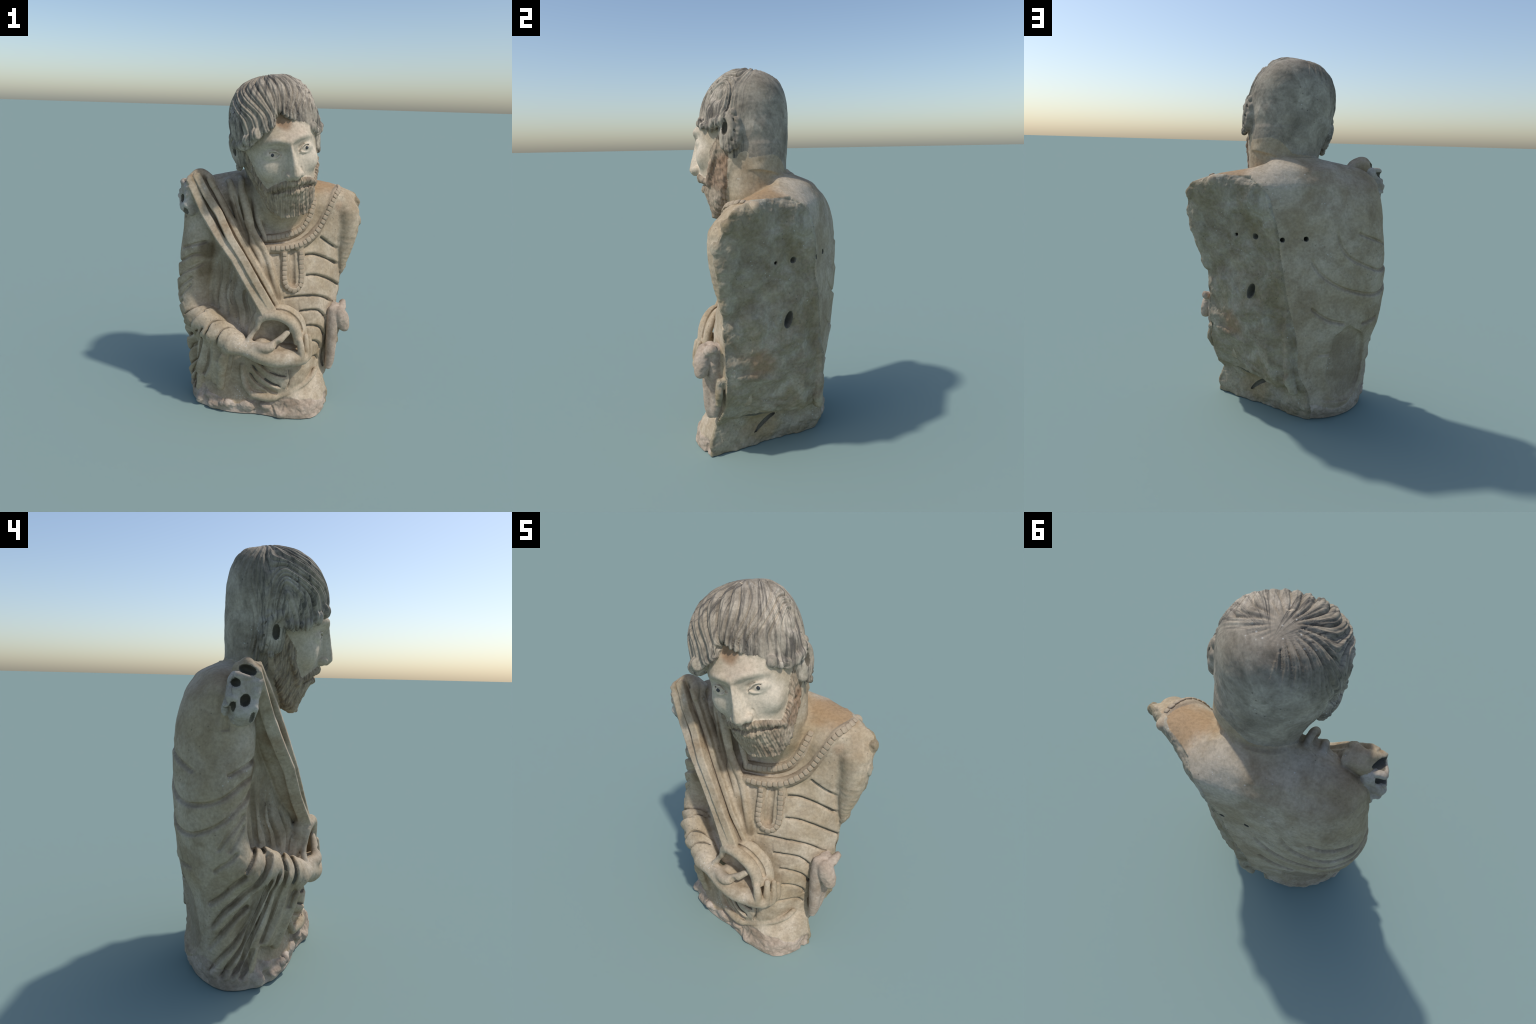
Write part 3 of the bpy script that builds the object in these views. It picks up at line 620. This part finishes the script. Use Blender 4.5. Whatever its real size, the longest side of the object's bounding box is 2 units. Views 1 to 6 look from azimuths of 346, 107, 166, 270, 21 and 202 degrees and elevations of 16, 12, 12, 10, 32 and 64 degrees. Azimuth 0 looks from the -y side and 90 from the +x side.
# ---------------------------------------------------------------- skin the clay
def skin(h):
    lo = V(-.70, -.46, -.05); hi = V(.70, .50, 2.06)
    H = 4*h
    n = np.ceil((hi - lo) / H).astype(int)
    def pts(I, s): return lo + (I + .5) * s          # cell centres at spacing s
    I = np.stack(np.meshgrid(*[np.arange(k) for k in n], indexing="ij"), -1).reshape(-1, 3)
    d, _ = carve(pts(I, H))
    N = n*4
    D = np.empty(N, np.float32)
    D[:] = np.repeat(np.repeat(np.repeat(d.reshape(n).astype(np.float32), 4, 0), 4, 1), 4, 2)
    I = I[np.abs(d) < 2.3*H]
    off = np.stack(np.meshgrid([0, 1], [0, 1], [0, 1], indexing="ij"), -1).reshape(-1, 3)
    I = (I[:, None]*2 + off).reshape(-1, 3)
    d, _ = carve(pts(I, 2*h))
    for o in off: D[tuple((I*2 + o).T)] = d
    I = I[np.abs(d) < 2.0*(2*h)]
    I = (I[:, None]*2 + off).reshape(-1, 3)
    d, lab = carve(pts(I, h))
    D[tuple(I.T)] = d
    Lb = np.zeros(N, np.int8); Lb[tuple(I.T)] = lab
    # flat underside
    zc = lo[2] + (np.arange(N[2]) + .5)*h
    D = np.maximum(D, (0.0 - zc).astype(np.float32)[None, None, :])
    D[0], D[-1], D[:, 0], D[:, -1], D[:, :, 0], D[:, :, -1] = .1, .1, .1, .1, .1, .1
    S = D < 0
    # cells between grid samples
    cnt = np.zeros(np.array(N) - 1, np.int8)
    for a, b, e in off: cnt += S[a:N[0]-1+a, b:N[1]-1+b, e:N[2]-1+e]
    act = np.argwhere((cnt > 0) & (cnt < 8))
    vid = np.full(np.array(N) - 1, -1, np.int32); vid[tuple(act.T)] = np.arange(len(act))
    acc = np.zeros((len(act), 3)); num = np.zeros(len(act))
    for ax in range(3):
        for u in (0, 1):
            for v in (0, 1):
                o0 = np.zeros(3, int); o0[(ax+1) % 3] = u; o0[(ax+2) % 3] = v
                o1 = o0.copy(); o1[ax] = 1
                d0 = D[tuple((act + o0).T)].astype(float); d1 = D[tuple((act + o1).T)].astype(float)
                m = (d0 < 0) != (d1 < 0)
                t = np.where(m, d0 / np.where(m, d0 - d1, 1), 0)
                p = o0 + (o1 - o0) * t[:, None]
                acc[m] += p[m]; num[m] += 1
    verts = lo + (act + acc / num[:, None] + .5) * h
    faces = []
    for ax in range(3):
        b1, b2 = (ax+1) % 3, (ax+2) % 3
        s0 = [slice(None)]*3; s1 = [slice(None)]*3
        s0[ax] = slice(0, -1); s1[ax] = slice(1, None)
        A, B = S[tuple(s0)], S[tuple(s1)]
        E = np.argwhere(A != B)
        E = E[(E[:, b1] > 0) & (E[:, b2] > 0)]
        inside = A[tuple(E.T)]
        q = []
        for u, v in ((1, 1), (0, 1), (0, 0), (1, 0)):
            o = np.zeros(3, int); o[b1] = -u; o[b2] = -v
            q.append(vid[tuple((E + o).T)])
        q = np.stack(q, 1)
        q[~inside] = q[~inside][:, ::-1]
        faces.append(q)
    faces = np.vstack(faces)
    lab = carve(verts)[1]
    return verts, faces, lab

def vertex_normals(v, f):
    n = np.cross(v[f[:, 2]] - v[f[:, 0]], v[f[:, 3]] - v[f[:, 1]])
    out = np.zeros_like(v)
    for k in range(4):
        for a in range(3): out[:, a] += np.bincount(f[:, k], n[:, a], len(v))
    return out / (np.linalg.norm(out, axis=1)[:, None] + 1e-12)

def soft(mask, f, steps=5):
    """spread a yes/no mask over its neighbours so that chisel work fades at the borders of a part"""
    a = f[:, [0, 1, 2, 3]].ravel(); b = f[:, [1, 2, 3, 0]].ravel(); m = mask.astype(float)
    cnt = np.bincount(a, minlength=len(m)) + np.bincount(b, minlength=len(m))
    for _ in range(steps):
        m = .4*m + .6*(np.bincount(a, m[b], len(m)) + np.bincount(b, m[a], len(m))) / np.maximum(cnt, 1)
    return m

def relief(v, n, lab, f):
    """chisel work and weathering too fine for the clay"""
    d = np.zeros(len(v))
    L = hl(v)
    # hair: locks fanning from the crown
    m = soft(lab == ID["hair"], f)
    slide = sstep(.335, .13, L[:, 2]) * sstep(.05, -.05, L[:, 1])      # the parting runs forward from the crown
    q = L - np.stack([.015 - .035*slide, .06 - .23*slide, np.full(len(L), .34)], 1)
    az = np.arctan2(q[:, 0], -q[:, 1]); rr = np.hypot(L[:, 0] - .015, L[:, 1] - .06)
    ph = az + .11*np.sin(np.linalg.norm(q, axis=1)*19 + 1.5*az) + .09*noise(v, 7, 3)
    lock = np.abs(np.sin(ph*11 + .9*noise(v, 5, 8)))**.55
    fine = np.abs(np.sin(ph*31 + 1.8*noise(v, 7, 9)))**.7
    fall = sstep(.02, .10, rr)
    lim = np.where(L[:, 0] > 0, .03 + .5*np.clip(L[:, 2] - .2, 0, .2), .11 + .6*np.clip(L[:, 2] - .12, 0, .3))
    d += m * fall * (.015*(lock - .72) + (.0055 + .004*(np.abs(L[:, 0]) > .16))*(fine - .6)) * sstep(lim + .05, lim - .04, L[:, 1])
    # beard: combed strands
    m = soft(lab == ID["beard"], f)
    ax = V(0, .45, -.89); e1 = V(1, 0, 0); e2 = np.cross(ax, e1)
    q = L - V(0, -.02, -.2)
    a2 = np.arctan2(q @ e1, q @ e2)
    st = np.abs(np.sin(a2*19 + .8*noise(v, 10, 4)))
    st2 = np.abs(np.sin(a2*44 + 1.4*noise(v, 16, 5)))
    tuft = .55 + .45*noise(v, 24, 6)
    d += m * (.0065*(st - .6) + .0045*(st2 - .6)) * (.6 + .6*tuft) + m * .0035*noise(v, 55, 7)
    # weathering
    m = soft(lab == ID["book"], f)
    d += m * (.007*fbm(v, 16, 51) + .003*fbm(v, 45, 52)) * sstep(.39, .42, v[:, 0])
    d += .0016*fbm(v, 26, 11) 
    m = soft(lab == ID["fracture_face"], f)
    d += m * (.017*fbm(v, 8, 21) + .010*np.clip(np.abs(noise(v, 11, 23)) - .25, -.25, .5) + .006*fbm(v, 34, 22))
    m = soft(lab == ID["plinth"], f)
    d += m * (.015*fbm(v, 10, 31) - .012*np.clip(.25 - np.abs(noise(v, 13, 33)), 0, 1) + .005*fbm(v, 40, 32)) * sstep(.0, .03, v[:, 2])
    m = soft(lab == ID["scroll_knob"], f)
    d += m * .016*np.clip(np.abs(noise(v, 15, 42)) - .3, -.3, .5) + m * .008*fbm(v, 20, 41)
    return v + n * d[:, None]

#==BPY==
import bpy

def ramp(nt, fac, stops):
    r = nt.nodes.new("ShaderNodeValToRGB"); e = r.color_ramp.elements
    while len(e) < len(stops): e.new(.5)
    for k, (p, col) in zip(e, stops): k.position = p; k.color = (*col, 1)
    nt.links.new(fac, r.inputs[0]); return r.outputs[0]

def tex(nt, vec, scale, detail=4, rough=.55, dist=0):
    t = nt.nodes.new("ShaderNodeTexNoise"); t.inputs["Scale"].default_value = scale
    t.inputs["Detail"].default_value = detail; t.inputs["Roughness"].default_value = rough
    t.inputs["Distortion"].default_value = dist
    nt.links.new(vec, t.inputs["Vector"]); return t.outputs["Fac"]

def mix(nt, fac, a, b, mode="MIX"):
    m = nt.nodes.new("ShaderNodeMix"); m.data_type = "RGBA"; m.blend_type = mode
    for s, x in ((m.inputs[0], fac), (m.inputs[6], a), (m.inputs[7], b)):
        if isinstance(x, (int, float)): s.default_value = x
        elif isinstance(x, tuple): s.default_value = (*x, 1)
        else: nt.links.new(x, s)
    return m.outputs[2]

def math_(nt, op, a, b=0.0, clamp=False):
    m = nt.nodes.new("ShaderNodeMath"); m.operation = op; m.use_clamp = clamp
    for s, x in zip(m.inputs, (a, b)):
        if isinstance(x, (int, float)): s.default_value = x
        else: nt.links.new(x, s)
    return m.outputs[0]

def stone(name, base, pale, dirt, dirt_amt=.5, grime=(.05,.045,.035), speck=.5, rough=.8, seedv=0.0, moss=None, streak=None, spots=(), lines=()):
    m = bpy.data.materials.new(name); m.use_nodes = True; nt = m.node_tree
    bs = nt.nodes["Principled BSDF"]
    co = nt.nodes.new("ShaderNodeTexCoord"); mp = nt.nodes.new("ShaderNodeMapping")
    mp.inputs["Location"].default_value = (seedv, seedv*.7, seedv*1.3)
    nt.links.new(co.outputs["Object"], mp.inputs["Vector"]); v = mp.outputs["Vector"]
    big = tex(nt, v, 3.5, 5, .6); mid = tex(nt, v, 8.5, 7, .64, .5); fine = tex(nt, v, 70, 5, .65)
    col = mix(nt, ramp(nt, big, [(.35, (0,0,0)), (.65, (1,1,1))]), base, pale)
    d = ramp(nt, mid, [(.5 - .12*dirt_amt, (0,0,0)), (.80, (1,1,1))])
    col = mix(nt, math_(nt, "MULTIPLY", d, dirt_amt), col, dirt)
    if moss:
        g = ramp(nt, tex(nt, v, 6.5, 6, .65, .6), [(.48, (0,0,0)), (.66, (1,1,1))])
        col = mix(nt, math_(nt, "MULTIPLY", g, moss[1]), col, moss[0])
    for a0, b0, r0, colr, amt in lines:
        def vm(op, x, y):
            q = nt.nodes.new("ShaderNodeVectorMath"); q.operation = op
            for sck, val in zip(q.inputs, (x, y)):
                if isinstance(val, tuple): sck.default_value = val
                else: nt.links.new(val, sck)
            return q
        e0 = tuple(b0[i] - a0[i] for i in range(3)); ee = sum(k*k for k in e0)
        rel = vm("SUBTRACT", co.outputs["Object"], a0).outputs[0]
        t0 = math_(nt, "DIVIDE", vm("DOT_PRODUCT", rel, e0).outputs["Value"], ee, True)
        cb = nt.nodes.new("ShaderNodeVectorMath"); cb.operation = "SCALE"; cb.inputs[0].default_value = e0; nt.links.new(t0, cb.inputs["Scale"])
        dd = vm("DISTANCE", rel, cb.outputs[0]).outputs["Value"]
        k = math_(nt, "ADD", dd, math_(nt, "MULTIPLY", math_(nt, "SUBTRACT", tex(nt, v, 11, 4), .5), r0*1.4))
        g = nt.nodes.new("ShaderNodeMapRange"); g.interpolation_type = "SMOOTHSTEP"
        g.inputs[1].default_value = r0; g.inputs[2].default_value = r0*.4; nt.links.new(k, g.inputs[0])
        col = mix(nt, math_(nt, "MULTIPLY", g.outputs[0], amt), col, colr)
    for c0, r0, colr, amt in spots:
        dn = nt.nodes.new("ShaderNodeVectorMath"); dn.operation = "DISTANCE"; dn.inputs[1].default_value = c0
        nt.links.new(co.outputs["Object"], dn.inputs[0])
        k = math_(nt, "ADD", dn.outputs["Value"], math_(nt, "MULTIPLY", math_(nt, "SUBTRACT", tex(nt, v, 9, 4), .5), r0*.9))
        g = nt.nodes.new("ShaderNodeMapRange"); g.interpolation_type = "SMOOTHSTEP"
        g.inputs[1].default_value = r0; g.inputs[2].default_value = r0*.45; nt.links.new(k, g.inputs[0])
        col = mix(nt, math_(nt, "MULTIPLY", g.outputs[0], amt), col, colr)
    if streak:   # dark streaks drawn along the combed locks
        cx, cy, sc, zs, y0, y1, amt, colr = streak
        sx = nt.nodes.new("ShaderNodeSeparateXYZ"); nt.links.new(co.outputs["Object"], sx.inputs[0])
        az = math_(nt, "ARCTAN2", math_(nt, "SUBTRACT", sx.outputs[0], cx), math_(nt, "SUBTRACT", sx.outputs[1], cy))
        cb = nt.nodes.new("ShaderNodeCombineXYZ")
        nt.links.new(math_(nt, "MULTIPLY", az, sc), cb.inputs[0]); nt.links.new(math_(nt, "MULTIPLY", sx.outputs[2], zs), cb.inputs[1])
        lk = ramp(nt, tex(nt, cb.outputs[0], 1.6, 5, .7), [(.48, (0,0,0)), (.62, (1,1,1))])
        g = nt.nodes.new("ShaderNodeMapRange"); g.interpolation_type = "SMOOTHSTEP"
        g.inputs[1].default_value = y0; g.inputs[2].default_value = y1; nt.links.new(sx.outputs[1], g.inputs[0])
        col = mix(nt, math_(nt, "MULTIPLY", math_(nt, "MULTIPLY", lk, g.outputs[0]), amt), col, colr)
    f = ramp(nt, fine, [(.32, (.66,.65,.63)), (.62, (1.12,1.11,1.10))])
    col = mix(nt, .55, col, f, "MULTIPLY")
    sp = nt.nodes.new("ShaderNodeTexVoronoi"); sp.inputs["Scale"].default_value = 34
    nt.links.new(v, sp.inputs["Vector"])
    spots = math_(nt, "MULTIPLY", ramp(nt, sp.outputs["Distance"], [(.06, (1,1,1)), (.16, (0,0,0))]),
                  ramp(nt, tex(nt, v, 5, 2), [(.52, (0,0,0)), (.6, (1,1,1))]))
    col = mix(nt, math_(nt, "MULTIPLY", spots, speck), col, grime)
    wf = nt.nodes.new("ShaderNodeTexVoronoi"); wf.inputs["Scale"].default_value = 48; nt.links.new(v, wf.inputs["Vector"])
    fl = math_(nt, "MULTIPLY", ramp(nt, wf.outputs["Distance"], [(.10, (1,1,1)), (.2, (0,0,0))]), ramp(nt, tex(nt, v, 7, 2), [(.58, (0,0,0)), (.64, (1,1,1))]))
    col = mix(nt, math_(nt, "MULTIPLY", fl, speck), col, (.66,.64,.58))
    nt.links.new(col, bs.inputs["Base Color"])
    bs.inputs["Roughness"].default_value = rough
    bs.inputs["Specular IOR Level"].default_value = .25
    bp = nt.nodes.new("ShaderNodeBump"); bp.inputs["Strength"].default_value = .35; bp.inputs["Distance"].default_value = .004
    h = math_(nt, "ADD", math_(nt, "MULTIPLY", fine, .6), mid)
    nt.links.new(h, bp.inputs["Height"]); nt.links.new(bp.outputs[0], bs.inputs["Normal"])
    return m

def main():
    lay_folds()
    v, f, lab = skin(RES)
    n = vertex_normals(v, f)
    v = relief(v, n, lab, f)
    v[:, 2] = np.maximum(v[:, 2], 0)
    n = vertex_normals(v, f)
    WARM, PALE, BROWN = (.41,.32,.205), (.54,.455,.345), (.20,.135,.07)
    TAN, CREAM, RUST = (.36,.235,.125), (.66,.575,.455), (.25,.125,.06)
    face = [(tuple(hw((.07,-.20,-.09))), .15, CREAM, .65), (tuple(hw((-.09,-.18,-.10))), .13, CREAM, .5), (tuple(hw((.03,-.23,.03))), .10, (.55,.44,.33), .5),
            (tuple(hw((.0,-.21,.10))), .06, (.27,.16,.085), .8)]
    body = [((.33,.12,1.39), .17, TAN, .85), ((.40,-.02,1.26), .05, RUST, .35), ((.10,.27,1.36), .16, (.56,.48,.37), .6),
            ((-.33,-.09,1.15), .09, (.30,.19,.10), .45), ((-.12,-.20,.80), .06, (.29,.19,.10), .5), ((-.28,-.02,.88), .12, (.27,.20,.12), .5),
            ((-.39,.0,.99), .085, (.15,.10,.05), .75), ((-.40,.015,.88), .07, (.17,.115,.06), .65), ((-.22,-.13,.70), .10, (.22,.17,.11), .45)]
    STR = [((-.476,0,1.43), (-.08,-.26,.69), .024, (.27,.175,.09), .75), ((-.41,0,1.43), (-.035,-.24,.70), .022, (.20,.15,.10), .65), ((-.32,.0,1.38), (.0,-.19,.76), .034, (.15,.105,.06), .7),  # third line: recess between scroll and mantle browned with baked shade
           ((-.28,.34,.44), (-.33,.29,.22), .13, (.24,.18,.12), .5)]
    M = {
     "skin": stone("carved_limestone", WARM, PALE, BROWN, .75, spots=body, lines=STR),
     "face": stone("smooth_face_limestone", (.46,.375,.265), (.56,.48,.37), (.34,.26,.17), .45, speck=.1, seedv=3, spots=face),
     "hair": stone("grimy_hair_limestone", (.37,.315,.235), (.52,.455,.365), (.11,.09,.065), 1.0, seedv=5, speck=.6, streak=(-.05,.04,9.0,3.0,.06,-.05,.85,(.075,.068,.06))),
     "beard": stone("brown_beard_limestone", (.42,.33,.225), (.52,.43,.32), (.15,.10,.06), .9, seedv=7, speck=.2, streak=(.03,-.12,12.0,4.0,.2,.1,.6,(.09,.072,.055)),
                    spots=[(tuple(hw((.17,-.03,-.22))), .12, RUST, .55)]),
     "raw": stone("raw_fractured_limestone", (.38,.315,.215), (.45,.405,.32), (.17,.12,.065), 1.0, seedv=9, moss=((.235,.185,.095), .6),
                  spots=[((.30,.09,.55), .12, (.36,.23,.13), .6), ((.16,.05,.12), .16, (.33,.24,.13), .6)]),
     "base": stone("pinkish_plinth_stone", (.46,.365,.275), (.55,.455,.37), (.20,.145,.095), .95, seedv=11),
     "trim": stone("carved_trim_limestone", (.38,.29,.19), (.51,.42,.305), (.16,.11,.065), 1.0, seedv=13),
     "pale": stone("pale_broken_knob", (.40,.345,.27), (.52,.47,.40), (.24,.175,.11), .9, seedv=17),
     "dirt": stone("crevice_dirt", (.14,.125,.095), (.20,.175,.135), (.085,.075,.055), .8, seedv=15),  # dark grey-brown tone for fold lines, holes and cracks
    }
    dark = bpy.data.materials.new("dark_inlay"); dark.use_nodes = True
    dn = dark.node_tree; q = dn.nodes["Principled BSDF"]; q.inputs["Roughness"].default_value = .5
    tcn = dn.nodes.new("ShaderNodeTexCoord")
    dn.links.new(ramp(dn, tex(dn, tcn.outputs["Object"], 60), [(.3, (.03,.032,.036)), (.7, (.055,.056,.06))]), q.inputs["Base Color"])
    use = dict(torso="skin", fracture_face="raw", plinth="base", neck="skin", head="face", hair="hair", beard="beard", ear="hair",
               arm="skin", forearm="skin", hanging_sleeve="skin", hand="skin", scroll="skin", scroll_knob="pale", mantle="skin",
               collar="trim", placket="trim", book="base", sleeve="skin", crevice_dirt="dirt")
    root = bpy.data.objects.new("stone_bust", None); bpy.context.scene.collection.objects.link(root)
    root["label"] = "weathered limestone half figure of bearded man holding scroll"
    root["category"] = "stone statue"
    fl = np.sort(lab[f], axis=1); flab = np.where(fl[:, 0] == fl[:, 1], fl[:, 0], np.where(fl[:, 1] == fl[:, 2], fl[:, 1], fl[:, 2]))
    made = {}
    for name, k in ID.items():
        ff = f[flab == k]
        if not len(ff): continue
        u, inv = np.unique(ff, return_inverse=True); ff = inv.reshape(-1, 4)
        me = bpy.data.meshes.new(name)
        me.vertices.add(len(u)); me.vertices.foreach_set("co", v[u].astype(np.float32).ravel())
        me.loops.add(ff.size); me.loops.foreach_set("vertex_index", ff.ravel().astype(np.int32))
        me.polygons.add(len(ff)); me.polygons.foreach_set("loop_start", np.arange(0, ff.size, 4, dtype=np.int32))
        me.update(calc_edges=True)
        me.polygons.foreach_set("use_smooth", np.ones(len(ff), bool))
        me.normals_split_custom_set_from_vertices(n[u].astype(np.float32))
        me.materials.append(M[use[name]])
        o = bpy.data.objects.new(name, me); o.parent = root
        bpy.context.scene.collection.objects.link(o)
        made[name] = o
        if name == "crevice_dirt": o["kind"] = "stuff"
    # carved beads on collar and placket: one cushion shape, set on the skin
    def cushion(name, r, mat, flat=.6, power=3.2):
        us = np.linspace(0, 2*np.pi, 16, endpoint=False); ws = np.linspace(-np.pi/2, np.pi/2, 9)[1:-1]
        P = [(0, 0, -flat*r)]
        for w in ws:
            for u in us:
                cu, su = math.cos(u), math.sin(u); k = (abs(cu)**power + abs(su)**power)**(-1/power)
                P.append((r*k*cu*math.cos(w)**.6, r*k*su*math.cos(w)**.6, flat*r*math.sin(w)))
        P.append((0, 0, flat*r)); F = []
        for i in range(16): F.append((0, 1 + (i+1) % 16, 1 + i))
        for j in range(6):
            for i in range(16): F.append((1+j*16+i, 1+j*16+(i+1) % 16, 1+(j+1)*16+(i+1) % 16, 1+(j+1)*16+i))
        t = len(P) - 1
        for i in range(16): F.append((t, 1+96+i, 1+96+(i+1) % 16))
        me = bpy.data.meshes.new(name); me.from_pydata(P, [], F); me.update()
        me.polygons.foreach_set("use_smooth", np.ones(len(F), bool)); me.materials.append(mat); return me
    rng = np.random.default_rng(12)
    def grad(P):
        e = .004; I = np.eye(3)*e
        g = np.stack([carve(P + I[k])[0] - carve(P - I[k])[0] for k in range(3)], 1)
        return g / (np.linalg.norm(g, axis=1)[:, None] + 1e-9)
    def settle(P):
        for _ in range(4): P = P - grad(P) * np.clip(carve(P)[0], -.02, .02)[:, None] * .9
        return P, grad(P)
    from mathutils import Matrix, Vector
    def place(me, P, N, tang, owner, sc):
        for p, n_, t_, k in zip(P, N, tang, sc):
            z = Vector(n_); x = Vector(t_); x = (x - z * x.dot(z)).normalized(); y = z.cross(x)
            o = bpy.data.objects.new(me.name, me); o.parent = owner
            o.matrix_world = Matrix(((x.x*k, y.x*k, z.x*k, p[0]), (x.y*k, y.y*k, z.y*k, p[1]), (x.z*k, y.z*k, z.z*k, p[2]), (0, 0, 0, 1)))
            bpy.context.scene.collection.objects.link(o)
    bead = cushion("bead", .0150, M["trim"], .42, 4.5)
    for C, owner, gap, off in ((OUTER, "collar", .0290, V(-.002,-.016,.006)), (INNER, "collar", .0275, V(-.002,-.014,.008)), (PLACKET, "placket", .0275, V(0,-.016,0))):
        c = catmull(C, 12) + off; sgm = np.r_[0, np.cumsum(np.linalg.norm(np.diff(c, axis=0), axis=1))]
        t = np.arange(gap*.8, sgm[-1] - gap*.5, gap)
        P = np.stack([np.interp(t, sgm, c[:, k]) for k in range(3)], 1); T = np.stack([np.gradient(P[:, k]) for k in range(3)], 1)
        P, N = settle(P)
        keep = np.isin(carve(P - N*.003)[1], [ID["collar"], ID["placket"]])
        place(bead, P[keep], N[keep], T[keep], made[owner], rng.uniform(.82, 1.1, keep.sum()))
    pup = cushion("pupil", .0098, dark, .5, 1.6)
    P, N = settle(np.array([hw((.097,-.225,-.055)), hw((-.094,-.228,-.057))]))
    place(pup, P - N*.003, N, np.array([HM[0], HM[0]]), made["head"], [1, 1])
main()
